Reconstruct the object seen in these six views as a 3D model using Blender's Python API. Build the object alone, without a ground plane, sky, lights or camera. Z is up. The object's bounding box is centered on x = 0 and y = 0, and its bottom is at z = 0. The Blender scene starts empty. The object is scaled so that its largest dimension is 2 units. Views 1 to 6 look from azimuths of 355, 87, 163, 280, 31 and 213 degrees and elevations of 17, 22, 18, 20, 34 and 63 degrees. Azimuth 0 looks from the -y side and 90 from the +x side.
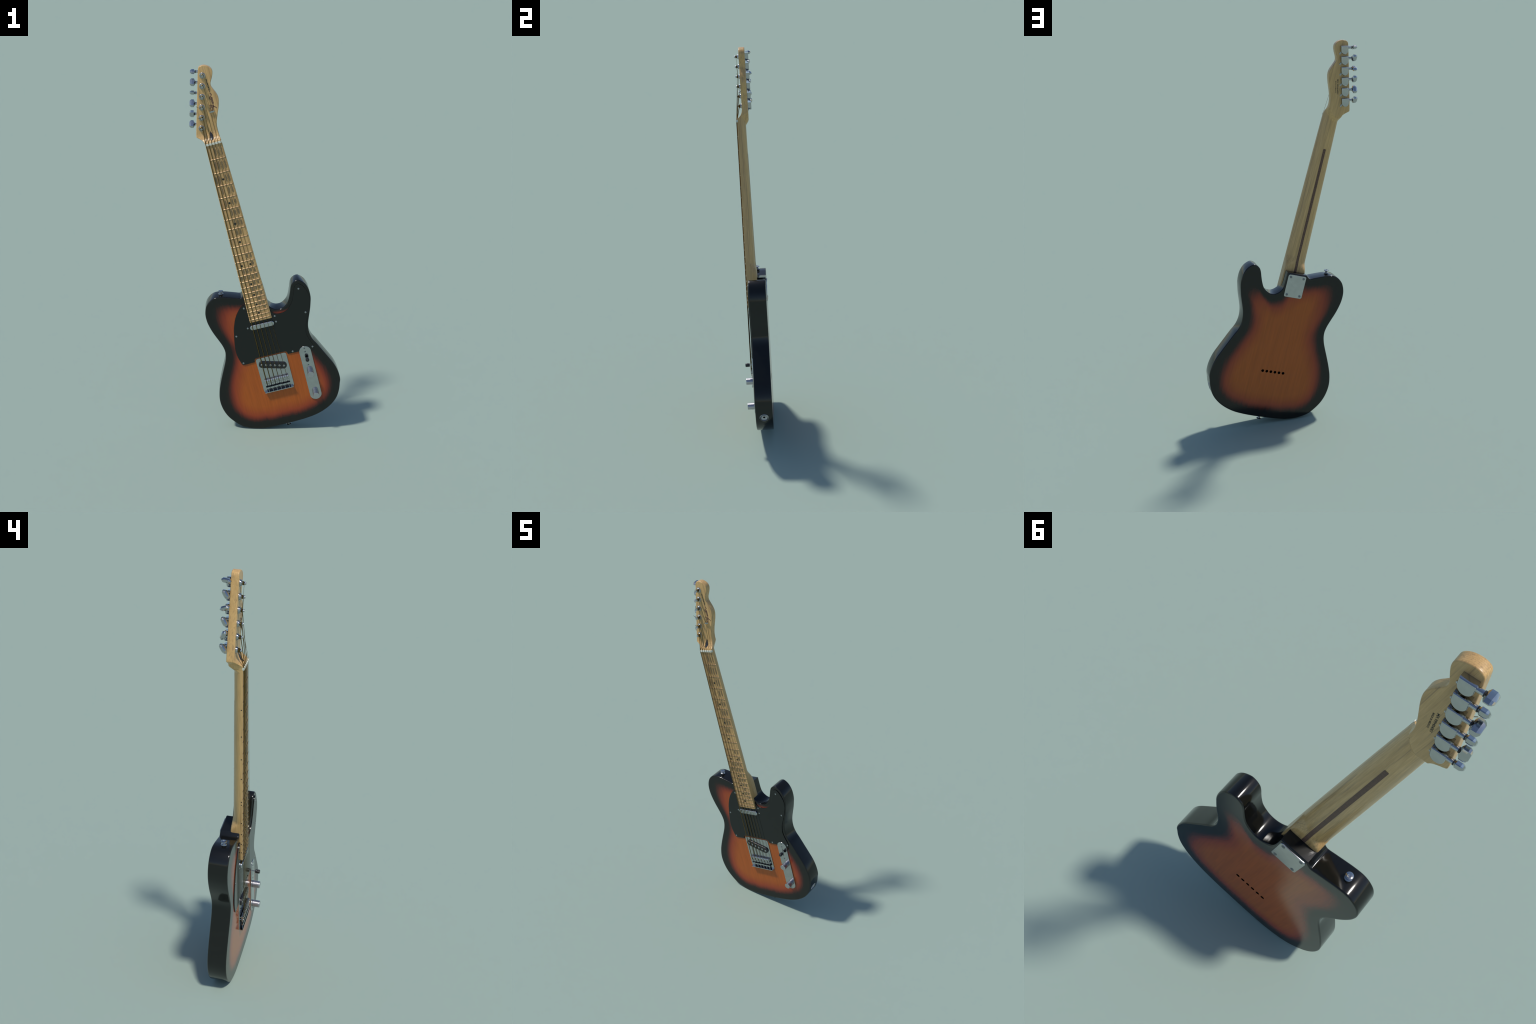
import bpy, bmesh, math, random
import numpy as np
from mathutils import Matrix, Vector

# ------------------------------------------------------------------ frame
# Guitar frame: x across (treble positive), y up the neck (nut at 0), z out of the front face.
# The body front lies on z = 0.  The root empty holds the leaning pose.
AX = Vector((0.95876589, -0.04983297, 0.27979391))
AY = Vector((-0.28134584, -0.02732359, 0.95921736))
AZ = Vector((-0.04015568, -0.99838374, -0.04021722))
POSE = Vector((-0.30840105, -0.06263516, 1.61914341))
POSE_SHIFT = Vector((0.0, 0.0, 0.0))
TILT = 0.0006           # small extra lean about the guitar's own x axis
POSE_SCALE = 1.0

rng = random.Random(7)
ROOT = None

# ------------------------------------------------------------------ node helpers
class Mat:
    def __init__(self, name):
        self.m = bpy.data.materials.new(name)
        self.m.use_nodes = True
        self.nt = self.m.node_tree
        self.b = self.nt.nodes["Principled BSDF"]

    def put(self, sock, val):
        if hasattr(val, "is_output") or isinstance(val, bpy.types.NodeSocket):
            self.nt.links.new(val, sock)
        else:
            sock.default_value = val

    def set(self, **kw):
        names = dict(color="Base Color", rough="Roughness", metal="Metallic", coat="Coat Weight", coat_rough="Coat Roughness",
                     spec="Specular IOR Level", normal="Normal", ior="IOR", coat_ior="Coat IOR")
        for k, v in kw.items():
            if k == "color" and isinstance(v, tuple) and len(v) == 3:
                v = (*v, 1)
            self.put(self.b.inputs[names[k]], v)
        return self.m

    def node(self, kind, **kw):
        n = self.nt.nodes.new(kind)
        for k, v in kw.items():
            setattr(n, k, v)
        return n

    def math(self, op, a, b=None, c=None, clamp=False):
        n = self.node("ShaderNodeMath", operation=op, use_clamp=clamp)
        for i, v in enumerate((a, b, c)):
            if v is not None:
                self.put(n.inputs[i], v)
        return n.outputs[0]

    def obj(self):
        return self.node("ShaderNodeTexCoord").outputs["Object"]

    def xyz(self, v):
        s = self.node("ShaderNodeSeparateXYZ")
        self.put(s.inputs[0], v)
        return s.outputs

    def mapped(self, v, scale=(1, 1, 1), loc=(0, 0, 0), rot=(0, 0, 0)):
        n = self.node("ShaderNodeMapping")
        self.put(n.inputs["Vector"], v)
        n.inputs["Scale"].default_value = scale
        n.inputs["Location"].default_value = loc
        n.inputs["Rotation"].default_value = rot
        return n.outputs[0]

    def noise(self, v, scale, detail=3, rough=0.5, dist=0.0):
        n = self.node("ShaderNodeTexNoise")
        self.put(n.inputs["Vector"], v)
        n.inputs["Scale"].default_value = scale
        n.inputs["Detail"].default_value = detail
        n.inputs["Roughness"].default_value = rough
        n.inputs["Distortion"].default_value = dist
        return n.outputs[0]

    def ramp(self, f, stops, interp="LINEAR"):
        n = self.node("ShaderNodeValToRGB")
        n.color_ramp.interpolation = interp
        els = n.color_ramp.elements
        while len(els) < len(stops):
            els.new(0.5)
        for e, (p, c) in zip(els, stops):
            e.position = p
        for e, (p, c) in zip(els, stops):
            e.color = (*c, 1) if isinstance(c, tuple) else (c, c, c, 1)
        self.put(n.inputs[0], f)
        return n.outputs[0]

    def range(self, v, a, b, c=0.0, d=1.0, smooth=True):
        n = self.node("ShaderNodeMapRange", interpolation_type="SMOOTHSTEP" if smooth else "LINEAR")
        self.put(n.inputs[0], v)
        for i, q in enumerate((a, b, c, d)):
            n.inputs[i + 1].default_value = q
        return n.outputs[0]

    def mix(self, f, a, b, blend="MIX"):
        n = self.node("ShaderNodeMix", data_type="RGBA", blend_type=blend)
        self.put(n.inputs[0], f)
        for s, v in ((n.inputs[6], a), (n.inputs[7], b)):
            self.put(s, (*v, 1) if isinstance(v, tuple) and len(v) == 3 else v)
        return n.outputs[2]

    def bump(self, h, strength=0.2, dist=0.002):
        n = self.node("ShaderNodeBump")
        n.inputs["Strength"].default_value = strength
        n.inputs["Distance"].default_value = dist
        self.put(n.inputs["Height"], h)
        return n.outputs[0]

# ------------------------------------------------------------------ mesh helpers
def add(name, mesh, mat, parent=None, smooth=35):
    o = bpy.data.objects.new(name, mesh)
    bpy.context.scene.collection.objects.link(o)
    o.parent = parent or ROOT
    if mat:
        mesh.materials.clear()
        mesh.materials.append(mat)
    if smooth and len(mesh.polygons):
        mesh.shade_smooth()
        mesh.set_sharp_from_angle(angle=math.radians(smooth))
    return o

def from_bm(bm, name):
    me = bpy.data.meshes.new(name)
    bmesh.ops.recalc_face_normals(bm, faces=bm.faces)
    bm.to_mesh(me)
    bm.free()
    return me

def spline(points, corners=(), sub=4, closed=True):
    """Catmull-Rom (centripetal) through the points; indices in corners stay sharp."""
    P = [np.array(p, float) for p in points]
    n = len(P)
    out = []
    for i in range(n if closed else n - 1):
        p1, p2 = P[i], P[(i + 1) % n]
        p0 = P[i - 1] if (closed or i > 0) else p1 * 2 - p2
        p3 = P[(i + 2) % n] if (closed or i + 2 < n) else p2 * 2 - p1
        if i in corners:
            p0 = p1 * 2 - p2
        if (i + 1) % n in corners:
            p3 = p2 * 2 - p1
        t0 = 0.0
        t1 = t0 + max(1e-6, np.linalg.norm(p1 - p0) ** 0.5)
        t2 = t1 + max(1e-6, np.linalg.norm(p2 - p1) ** 0.5)
        t3 = t2 + max(1e-6, np.linalg.norm(p3 - p2) ** 0.5)
        for k in range(sub):
            t = t1 + (t2 - t1) * k / sub
            a1 = (t1 - t) / (t1 - t0) * p0 + (t - t0) / (t1 - t0) * p1
            a2 = (t2 - t) / (t2 - t1) * p1 + (t - t1) / (t2 - t1) * p2
            a3 = (t3 - t) / (t3 - t2) * p2 + (t - t2) / (t3 - t2) * p3
            b1 = (t2 - t) / (t2 - t0) * a1 + (t - t0) / (t2 - t0) * a2
            b2 = (t3 - t) / (t3 - t1) * a2 + (t - t1) / (t3 - t1) * a3
            out.append((t2 - t) / (t2 - t1) * b1 + (t - t1) / (t2 - t1) * b2)
    if not closed:
        out.append(P[-1])
    return np.array(out)

def area(P):
    x, y = P[:, 0], P[:, 1]
    return 0.5 * np.sum(x * np.roll(y, -1) - np.roll(x, -1) * y)

def inset(P, d):
    """Move a counter-clockwise outline inward by d along mitred normals."""
    e1 = P - np.roll(P, 1, 0)
    e2 = np.roll(P, -1, 0) - P
    n1 = np.stack([-e1[:, 1], e1[:, 0]], 1) / np.maximum(1e-9, np.linalg.norm(e1, axis=1))[:, None]
    n2 = np.stack([-e2[:, 1], e2[:, 0]], 1) / np.maximum(1e-9, np.linalg.norm(e2, axis=1))[:, None]
    n = n1 + n2
    n /= np.maximum(1e-9, np.linalg.norm(n, axis=1))[:, None]
    c = np.clip(np.sum(n * n1, 1), 0.5, 1)
    return P + n * (d / c)[:, None]

def prism(outline, z0, z1, r0=0.0, r1=0.0, seg=4, name="plate", xf=None):
    """Extruded outline from z0 up to z1 with rounded rims r0 (low) and r1 (high)."""
    P = np.array(outline, float)
    if area(P) < 0:
        P = P[::-1]
    rings = []
    if r0 > 0:
        rings.append((r0 * 1.35, z0))
        for k in range(seg + 1):
            a = math.pi / 2 * k / seg
            rings.append((r0 * (1 - math.sin(a)), z0 + r0 * (1 - math.cos(a))))
    else:
        rings.append((0.0, z0))
    if r1 > 0:
        for k in range(seg + 1):
            a = math.pi / 2 * k / seg
            rings.append((r1 * (1 - math.cos(a)), z1 - r1 * (1 - math.sin(a))))
        rings.append((r1 * 1.35, z1))
    else:
        rings.append((0.0, z1))
    bm = bmesh.new()
    n = len(P)
    loops = []
    for d, z in rings:
        Q = inset(P, d) if d else P
        loops.append([bm.verts.new((q[0], q[1], z)) for q in Q])
    for a, b in zip(loops, loops[1:]):
        for i in range(n):
            bm.faces.new((a[i], a[(i + 1) % n], b[(i + 1) % n], b[i]))
    bm.faces.new(loops[0][::-1])
    bm.faces.new(loops[-1])
    if xf is not None:
        bm.transform(xf)
    return from_bm(bm, name)

def circle(cx, cy, r, n=32):
    return [(cx + r * math.cos(2 * math.pi * i / n), cy + r * math.sin(2 * math.pi * i / n)) for i in range(n)]

def rounded(x0, x1, y0, y1, r, n=6):
    out = []
    for cx, cy, a0 in ((x1 - r, y1 - r, 0), (x0 + r, y1 - r, 90), (x0 + r, y0 + r, 180), (x1 - r, y0 + r, 270)):
        for k in range(n + 1):
            a = math.radians(a0 + 90 * k / n)
            out.append((cx + r * math.cos(a), cy + r * math.sin(a)))
    return out

def stadium(ax, ay, bx, by, r, n=14):
    ang = math.atan2(by - ay, bx - ax)
    out = [(bx + r * math.cos(ang - math.pi / 2 + math.pi * k / n), by + r * math.sin(ang - math.pi / 2 + math.pi * k / n)) for k in range(n + 1)]
    out += [(ax + r * math.cos(ang + math.pi / 2 + math.pi * k / n), ay + r * math.sin(ang + math.pi / 2 + math.pi * k / n)) for k in range(n + 1)]
    return out

def turned(profile, n=32, xf=None, name="turned"):
    """Lathe (radius, height) pairs about z."""
    bm = bmesh.new()
    rings = []
    for r, z in profile:
        if r <= 1e-6:
            rings.append([bm.verts.new((0, 0, z))])
        else:
            rings.append([bm.verts.new((r * math.cos(2 * math.pi * i / n), r * math.sin(2 * math.pi * i / n), z)) for i in range(n)])
    for a, b in zip(rings, rings[1:]):
        for i in range(n):
            j = (i + 1) % n
            if len(a) == 1:
                bm.faces.new((a[0], b[j], b[i]))
            elif len(b) == 1:
                bm.faces.new((a[i], a[j], b[0]))
            else:
                bm.faces.new((a[i], a[j], b[j], b[i]))
    if xf is not None:
        bm.transform(xf)
    return from_bm(bm, name)

def frame(origin, zdir, xhint=(1, 0, 0)):
    z = Vector(zdir).normalized()
    x = Vector(xhint)
    x = (x - z * x.dot(z)).normalized()
    y = z.cross(x)
    m = Matrix((x, y, z)).transposed().to_4x4()
    m.translation = Vector(origin)
    return m

def tube(path, radius, n=8, name="tube", bm=None):
    own = bm is None
    bm = bm or bmesh.new()
    P = [Vector(p) for p in path]
    R = radius if isinstance(radius, (list, tuple)) else [radius] * len(P)
    prev = None
    up = Vector((0, 0, 1))
    for i, p in enumerate(P):
        t = (P[min(i + 1, len(P) - 1)] - P[max(i - 1, 0)]).normalized()
        if abs(t.dot(up)) > 0.95:
            up = Vector((1, 0, 0)) if abs(t.x) < 0.9 else Vector((0, 1, 0))
        a = (up - t * up.dot(t)).normalized()
        b = t.cross(a)
        ring = [bm.verts.new(p + (a * math.cos(2 * math.pi * k / n) + b * math.sin(2 * math.pi * k / n)) * R[i]) for k in range(n)]
        if prev:
            for k in range(n):
                bm.faces.new((prev[k], prev[(k + 1) % n], ring[(k + 1) % n], ring[k]))
        else:
            bm.faces.new(ring[::-1])
        prev = ring
        up = a
    bm.faces.new(prev)
    return from_bm(bm, name) if own else None

def box(bm, x0, x1, y0, y1, z0, z1):
    v = [bm.verts.new((x, y, z)) for z in (z0, z1) for x, y in ((x0, y0), (x1, y0), (x1, y1), (x0, y1))]
    for f in ((3, 2, 1, 0), (4, 5, 6, 7), (0, 1, 5, 4), (1, 2, 6, 5), (2, 3, 7, 6), (3, 0, 4, 7)):
        bm.faces.new([v[i] for i in f])

def bevel_all(bm, w, seg=2, angle=30):
    es = [e for e in bm.edges if len(e.link_faces) == 2 and e.calc_face_angle(0) > math.radians(angle)]
    bmesh.ops.bevel(bm, geom=es, offset=w, segments=seg, profile=0.5, affect="EDGES")

def smooth01(a, b, x):
    t = min(1.0, max(0.0, (x - a) / (b - a)))
    return t * t * (3 - 2 * t)

def lerp_table(x, table):
    return float(np.interp(x, [a for a, _ in table], [b for _, b in table]))

# ------------------------------------------------------------------ profiles
BODY_BACK = -0.0895
BODY = [(0.0525, -0.834), (0.0555, -0.915), (0.0625, -0.934), (0.077, -0.9495), (0.096, -0.960), (0.120, -0.961), (0.1415, -0.9515),
        (0.161, -0.9345), (0.175, -0.910), (0.1865, -0.882), (0.196, -0.8555), (0.206, -0.838), (0.223, -0.8265), (0.243, -0.824),
        (0.259, -0.834), (0.275, -0.853), (0.2855, -0.881), (0.2885, -0.9075), (0.2868, -0.940), (0.280, -0.968), (0.2695, -1.003),
        (0.2555, -1.040), (0.2412, -1.080), (0.236, -1.106), (0.2345, -1.128), (0.237, -1.1545), (0.2455, -1.183), (0.260, -1.211),
        (0.290, -1.2765), (0.309, -1.318), (0.3265, -1.360), (0.338, -1.4145), (0.3375, -1.457), (0.3315, -1.476), (0.3185, -1.516),
        (0.2945, -1.5595), (0.259, -1.593), (0.216, -1.6175), (0.164, -1.635), (0.112, -1.643), (0.057, -1.647), (0.0, -1.6485),
        (-0.045, -1.6490), (-0.099, -1.6470), (-0.142, -1.6430), (-0.184, -1.6335), (-0.2215, -1.6185), (-0.2570, -1.5975),
        (-0.291, -1.559), (-0.3165, -1.5175), (-0.332, -1.4685), (-0.3355, -1.414), (-0.3245, -1.3605), (-0.3055, -1.3115),
        (-0.2815, -1.2605), (-0.2565, -1.210), (-0.245, -1.184), (-0.2355, -1.152), (-0.233, -1.128), (-0.2345, -1.112),
        (-0.239, -1.0905), (-0.250, -1.0575), (-0.2655, -1.014), (-0.2765, -0.9735), (-0.2825, -0.934), (-0.2805, -0.8925),
        (-0.2695, -0.8595), (-0.2545, -0.837), (-0.2275, -0.8175), (-0.2015, -0.811), (-0.166, -0.817), (-0.1345, -0.8275),
        (-0.1005, -0.840), (-0.0790, -0.8480), (-0.0725, -0.8480), (-0.0545, -0.8335)]
BODY_OUTLINE = spline(BODY, corners=(0, len(BODY) - 1), sub=4)   # runs clockwise

GUARD = [(-0.048, -0.887), (-0.0707, -0.8894), (-0.09, -0.8995), (-0.1093, -0.9203), (-0.1271, -0.9462), (-0.1426, -0.9791),
         (-0.1548, -1.016), (-0.1629, -1.0511), (-0.1715, -1.0959), (-0.1762, -1.1335), (-0.1758, -1.1664), (-0.1696, -1.1982),
         (-0.1612, -1.2255), (-0.1555, -1.2305), (-0.0918, -1.2305), (-0.0908, -1.2194), (-0.086, -1.2125), (-0.0782, -1.2100),
         (0.0042, -1.2100), (0.0772, -1.2100), (0.087, -1.2125), (0.0922, -1.2190), (0.0932, -1.2290), (0.1544, -1.2300),
         (0.2205, -1.2325), (0.2345, -1.2328), (0.2390, -1.2255), (0.234, -1.1978), (0.2237, -1.1683), (0.2174, -1.1338),
         (0.2225, -1.0979), (0.228, -1.0807), (0.24, -1.053), (0.2588, -1.0091), (0.2732, -0.964), (0.2790, -0.9413),
         (0.2788, -0.9109), (0.2706, -0.8832), (0.2555, -0.855), (0.2415, -0.8452), (0.2258, -0.847), (0.2165, -0.8552),
         (0.205, -0.8851), (0.1899, -0.9235), (0.172, -0.9522), (0.1538, -0.9703), (0.1286, -0.9819), (0.0973, -0.9832),
         (0.0718, -0.9725), (0.0610, -0.955), (0.045, -0.955), (0.045, -0.887)]
GUARD_CORNERS = (0, 14, 22, len(GUARD) - 3, len(GUARD) - 2, len(GUARD) - 1)

HEAD = [(-0.0426, -0.030), (-0.0422, -0.002), (-0.0443, 0.0129), (-0.0509, 0.0224), (-0.0602, 0.031), (-0.0715, 0.0400),
        (-0.0758, 0.0450), (-0.0752, 0.0520), (-0.0661, 0.0858), (-0.0336, 0.1965), (0.0, 0.310), (0.0152, 0.3600),
        (0.0200, 0.3725), (0.0255, 0.3785), (0.034, 0.3815), (0.047, 0.3815), (0.060, 0.377), (0.0715, 0.3695), (0.0805, 0.3585),
        (0.084, 0.347), (0.0826, 0.335), (0.077, 0.3205), (0.0695, 0.306), (0.0625, 0.293), (0.059, 0.281), (0.0597, 0.271),
        (0.0662, 0.2545), (0.075, 0.234), (0.0792, 0.2175), (0.0793, 0.203), (0.076, 0.186), (0.068, 0.162), (0.0572, 0.136),
        (0.0462, 0.108), (0.0384, 0.081), (0.0357, 0.0585), (0.0367, 0.036), (0.0395, 0.0196), (0.0415, 0.004), (0.0426, -0.030)]

FRONT_RAMP = [(0.0105, 0.0138), (0.0145, 0.0112), (0.0186, 0.0052), (0.0270, -0.0030), (0.0366, -0.0083), (0.0460, -0.0118), (0.0560, -0.0136), (0.066, -0.0138)]
HEAD_FRONT, HEAD_BACK = -0.0138, -0.0455
HEEL_Y = -0.9925
JOIN_Y = -0.004

def half_width(y):
    return lerp_table(-y, [(0.0, 0.0421), (0.20, 0.0467), (0.45, 0.0514), (0.70, 0.0556), (0.99, 0.0598)])

def neck_back(x, y):
    """Depth of the back of the neck: C section, flat box at the heel, flat headstock past the nut."""
    hw = half_width(y)
    heel = smooth01(0.780 - 0.035 * smooth01(0.0, 0.02, x), 0.848, -y)
    centre = lerp_table(-y, [(0.0, -0.0300), (0.15, -0.0312), (0.31, -0.0333), (0.53, -0.0355), (0.70, -0.0378), (0.757, -0.0386), (0.775, -0.0405), (0.795, -0.0432), (0.82, -0.0445), (1.0, -0.0447)])
    p = 1.86 + 7 * heel ** 1.5
    side = 0.0045 * (1 - heel) - 0.024 * heel
    u = min(1.0, abs(x) / hw)
    c = side - (side - centre) * max(0.0, 1 - u ** p) ** (1 / p)
    t = (x + 0.012) / 0.05
    start = -0.028 + (0.048 if t > 0 else 0.014) * min(1.0, t * t)
    return c + (HEAD_BACK - c) * smooth01(start, start + 0.034, y)

def neck_front(x, y):
    hw = half_width(y)
    return 0.0138 + 0.0012 * (1 - min(1, abs(x) / hw) ** 2)

SCALE_LEN, NUT_Y = 1.357, -0.0025
def fret_y(n):
    d = SCALE_LEN * (1 - 2 ** (-n / 12))
    return NUT_Y - d - 0.0045 * math.sin(math.pi * min(1.0, d / 0.96))

ROW = Vector((0.272, 0.962, 0)).normalized()       # along the row of tuners, toward the tip
OUT = Vector((-0.962, 0.272, 0)).normalized()      # from the posts to the tuner buttons
def post(i):                                       # 0 = nearest the nut (bass string)
    return Vector((-0.0398 + 0.01422 * i, 0.0829 + 0.05034 * i, 0))

# ------------------------------------------------------------------ materials
def dist_to(P, q):
    a, b = P, np.roll(P, -1, 0)
    ab = b - a
    t = np.clip(((q - a) * ab).sum(1) / np.maximum(1e-12, (ab * ab).sum(1)), 0, 1)
    return np.min(np.linalg.norm(a + ab * t[:, None] - q, axis=1))

def inside(P, q):
    x, y = q
    a, b = P, np.roll(P, -1, 0)
    c = (a[:, 1] > y) != (b[:, 1] > y)
    xi = a[:, 0] + (y - a[:, 1]) / np.where(b[:, 1] == a[:, 1], 1e-9, b[:, 1] - a[:, 1]) * (b[:, 0] - a[:, 0])
    return np.sum(c & (x < xi)) % 2 == 1

BURST_C = np.array((-0.015, -1.215))
def burst_radius(angle, depth):
    """Distance from the burst centre to the line lying `depth` inside the body edge."""
    d = np.array((math.cos(angle), math.sin(angle)))
    r = 0.0
    for _ in range(200):
        q = BURST_C + d * r
        g = dist_to(BODY_OUTLINE, q) * (1 if inside(BODY_OUTLINE, q) else -1) - depth
        if g < 0.0008:
            break
        r += max(0.0008, g * 0.8)
    return r

def burst_material():
    M = Mat("sunburst_lacquer")
    v = M.obj()
    x, y, z = M.xyz(v)
    dx, dy = M.math("SUBTRACT", x, float(BURST_C[0])), M.math("SUBTRACT", y, float(BURST_C[1]))
    turn = M.math("ADD", M.math("DIVIDE", M.math("ARCTAN2", dy, dx), 2 * math.pi), 0.5)
    r = M.math("SQRT", M.math("ADD", M.math("MULTIPLY", dx, dx), M.math("MULTIPLY", dy, dy)))
    def reach(depth, n=72):
        vals = np.array([burst_radius(-math.pi + 2 * math.pi * k / n, depth) for k in range(n)])
        vals = 0.25 * np.roll(vals, 1) + 0.5 * vals + 0.25 * np.roll(vals, -1)
        node = M.node("ShaderNodeFloatCurve")
        c = node.mapping.curves[0]
        c.points[0].location = (0.0, float(vals[0]))
        c.points[1].location = (1.0, float(vals[0]))
        for k in range(1, n):
            c.points.new(k / n, float(vals[k]))
        node.mapping.update()
        M.put(node.inputs["Value"], turn)
        return node.outputs[0]
    r_in, r_out = reach(0.135), reach(0.030)
    t = M.math("DIVIDE", M.math("SUBTRACT", r, r_in), M.math("SUBTRACT", r_out, r_in))
    # the finish thins out toward the neck cutaway on the front only
    cx, cy = M.math("SUBTRACT", x, 0.108), M.math("SUBTRACT", y, -1.005)
    cd = M.math("SQRT", M.math("ADD", M.math("MULTIPLY", cx, cx), M.math("MULTIPLY", cy, cy)))
    thin = M.math("MULTIPLY", M.range(cd, 0.02, 0.085, 1.0, 0.0), M.range(z, -0.004, -0.0008))
    t = M.math("SUBTRACT", t, M.math("MULTIPLY", thin, 0.42))
    grain = M.noise(M.mapped(v, (95, 4.0, 8)), 1.0, 4, 0.6, 0.4)
    fine = M.noise(M.mapped(v, (260, 9, 8)), 1.0, 3, 0.6, 0.2)
    broad = M.noise(M.mapped(v, (9, 2, 2)), 1.0, 2)
    t = M.math("ADD", t, M.math("MULTIPLY", M.math("SUBTRACT", grain, 0.5), 0.22))
    t = M.math("ADD", t, M.math("MULTIPLY", M.math("SUBTRACT", broad, 0.5), 0.22))
    col = M.ramp(t, [(0.0, (0.400, 0.090, 0.0110)), (0.22, (0.370, 0.074, 0.0115)), (0.50, (0.310, 0.050, 0.0140)), (0.64, (0.215, 0.030, 0.0125)),
                     (0.79, (0.070, 0.013, 0.0085)), (0.90, (0.013, 0.0068, 0.0060)), (1.0, (0.0062, 0.0064, 0.0058))])
    streak = M.math("ADD", M.math("MULTIPLY", grain, 0.6), M.math("MULTIPLY", fine, 0.4))
    val = M.range(streak, 0.3, 0.72, 0.86, 1.13)
    shade = M.node("ShaderNodeHueSaturation")
    M.put(shade.inputs["Color"], col)
    M.put(shade.inputs["Value"], val)
    return M.set(color=shade.outputs[0], rough=0.12, spec=0.44, coat=0.0)

def maple_material(name, wear=False):
    M = Mat(name)
    v = M.obj()
    x, y, z = M.xyz(v)
    warp = M.noise(M.mapped(v, (9, 1.6, 9)), 1.0, 2)
    ring = M.math("ADD", M.math("MULTIPLY", x, 1.0), M.math("MULTIPLY", z, 0.8))
    ring = M.math("ADD", M.math("MULTIPLY", ring, 170.0), M.math("MULTIPLY", warp, 26.0))
    bands = M.math("ADD", M.math("MULTIPLY", M.math("SINE", ring), 0.5), 0.5)
    bands = M.math("POWER", bands, 3.0)
    fibre = M.noise(M.mapped(v, (330, 14, 330)), 1.0, 4, 0.65)
    blotch = M.noise(M.mapped(v, (22, 8, 22)), 1.0, 4, 0.6)
    dirt = M.noise(M.mapped(v, (75, 16, 75)), 1.0, 4, 0.7)
    lines = M.noise(M.mapped(v, (150, 2.6, 150)), 1.0, 4, 0.65, 0.3)
    layers = M.math("ADD", M.math("MULTIPLY", z, 1350.0), M.math("MULTIPLY", M.noise(M.mapped(v, (14, 3, 60)), 1.0, 3), 9.0))
    layers = M.math("POWER", M.math("ADD", M.math("MULTIPLY", M.math("SINE", layers), 0.5), 0.5), 2.0)
    base = M.mix(M.range(fibre, 0.3, 0.7), (0.570, 0.350, 0.135), (0.690, 0.440, 0.185))
    base = M.mix(M.math("MULTIPLY", bands, 0.25), base, (0.400, 0.230, 0.085))
    base = M.mix(M.math("MULTIPLY", layers, 0.26), base, (0.400, 0.230, 0.085))
    base = M.mix(M.range(lines, 0.52, 0.68, 0.0, 0.68), base, (0.310, 0.190, 0.088))
    base = M.mix(M.range(blotch, 0.42, 0.75, 0.0, 0.30), base, (0.460, 0.275, 0.110))
    base = M.mix(M.range(dirt, 0.58, 0.82, 0.0, 0.40), base, (0.250, 0.165, 0.080))
    if wear:
        grime = M.noise(M.mapped(v, (26, 15, 26), loc=(1.7, 0.3, 0)), 1.0, 5, 0.7)
        base = M.mix(M.range(grime, 0.40, 0.68, 0.05, 0.48), base, (0.360, 0.215, 0.105))
        # played-in grime: one stain per fret space and string gap, placed on fret and string numbers
        depth = M.math("ADD", M.math("DIVIDE", M.math("SUBTRACT", y, NUT_Y), SCALE_LEN), 1.0)
        fret = M.math("MULTIPLY", M.math("LOGARITHM", depth, 2.0), -12.0)
        spread = M.math("ADD", M.math("MULTIPLY", y, -0.00591 / 1.36 * 1.32), 0.0153)
        lane = M.math("ADD", M.math("DIVIDE", M.math("ADD", x, 0.0008), spread), 2.5)
        fcell, lcell = M.math("FLOOR", fret), M.math("FLOOR", lane)
        wob = M.math("SUBTRACT", M.noise(M.mapped(v, (120, 75, 1)), 1.0, 3, 0.6), 0.5)
        cell = M.node("ShaderNodeCombineXYZ")
        M.put(cell.inputs[0], lcell)
        M.put(cell.inputs[1], fcell)
        wn = M.node("ShaderNodeTexWhiteNoise", noise_dimensions="2D")
        M.put(wn.inputs["Vector"], cell.outputs[0])
        ra, rb, rc = M.xyz(wn.outputs["Color"])
        lx = M.math("SUBTRACT", M.math("FRACT", lane), M.math("ADD", 0.44, M.math("MULTIPLY", ra, 0.14)))
        fy = M.math("SUBTRACT", M.math("FRACT", fret), M.math("ADD", 0.46, M.math("MULTIPLY", rb, 0.14)))
        lx = M.math("DIVIDE", lx, M.math("ADD", 0.25, M.math("MULTIPLY", rc, 0.12)))
        fy = M.math("DIVIDE", fy, M.math("ADD", 0.29, M.math("MULTIPLY", ra, 0.12)))
        spot = M.math("SQRT", M.math("ADD", M.math("MULTIPLY", lx, lx), M.math("MULTIPLY", fy, fy)))
        spot = M.math("ADD", spot, M.math("MULTIPLY", wob, 1.5))
        stain = M.range(spot, 0.72, 1.12, 1.0, 0.0)
        # how worn each string gap is along the frets (1 = stained)
        worn = [{3, 14}, {2, 3, 4, 5, 13, 14}, {1, 2, 6, 7, 8, 13, 14, 16}, {1, 2, 3, 4, 5, 6, 7, 8, 11, 13, 14, 15, 16, 17, 18, 19},
                {1, 2, 3, 4, 5, 6, 7, 11, 12, 13, 14, 15, 16, 17, 19, 20}]
        mask = None
        f01 = M.math("DIVIDE", fret, 24.0)
        for k, frets in enumerate(worn):
            stops, last = [(0.0, 1.0 if 1 in frets else 0.0)], 1 in frets
            for f in range(2, 23):
                if (f in frets) != last:
                    last = f in frets
                    stops.append(((f - 1) / 24.0, 1.0 if last else 0.0))
            on = M.ramp(f01, stops, "CONSTANT")
            sep = M.node("ShaderNodeSeparateColor")
            M.put(sep.inputs[0], on)
            here = M.math("MULTIPLY", M.math("COMPARE", lcell, float(k), 0.3), sep.outputs[0])
            mask = here if mask is None else M.math("ADD", mask, here)
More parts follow.
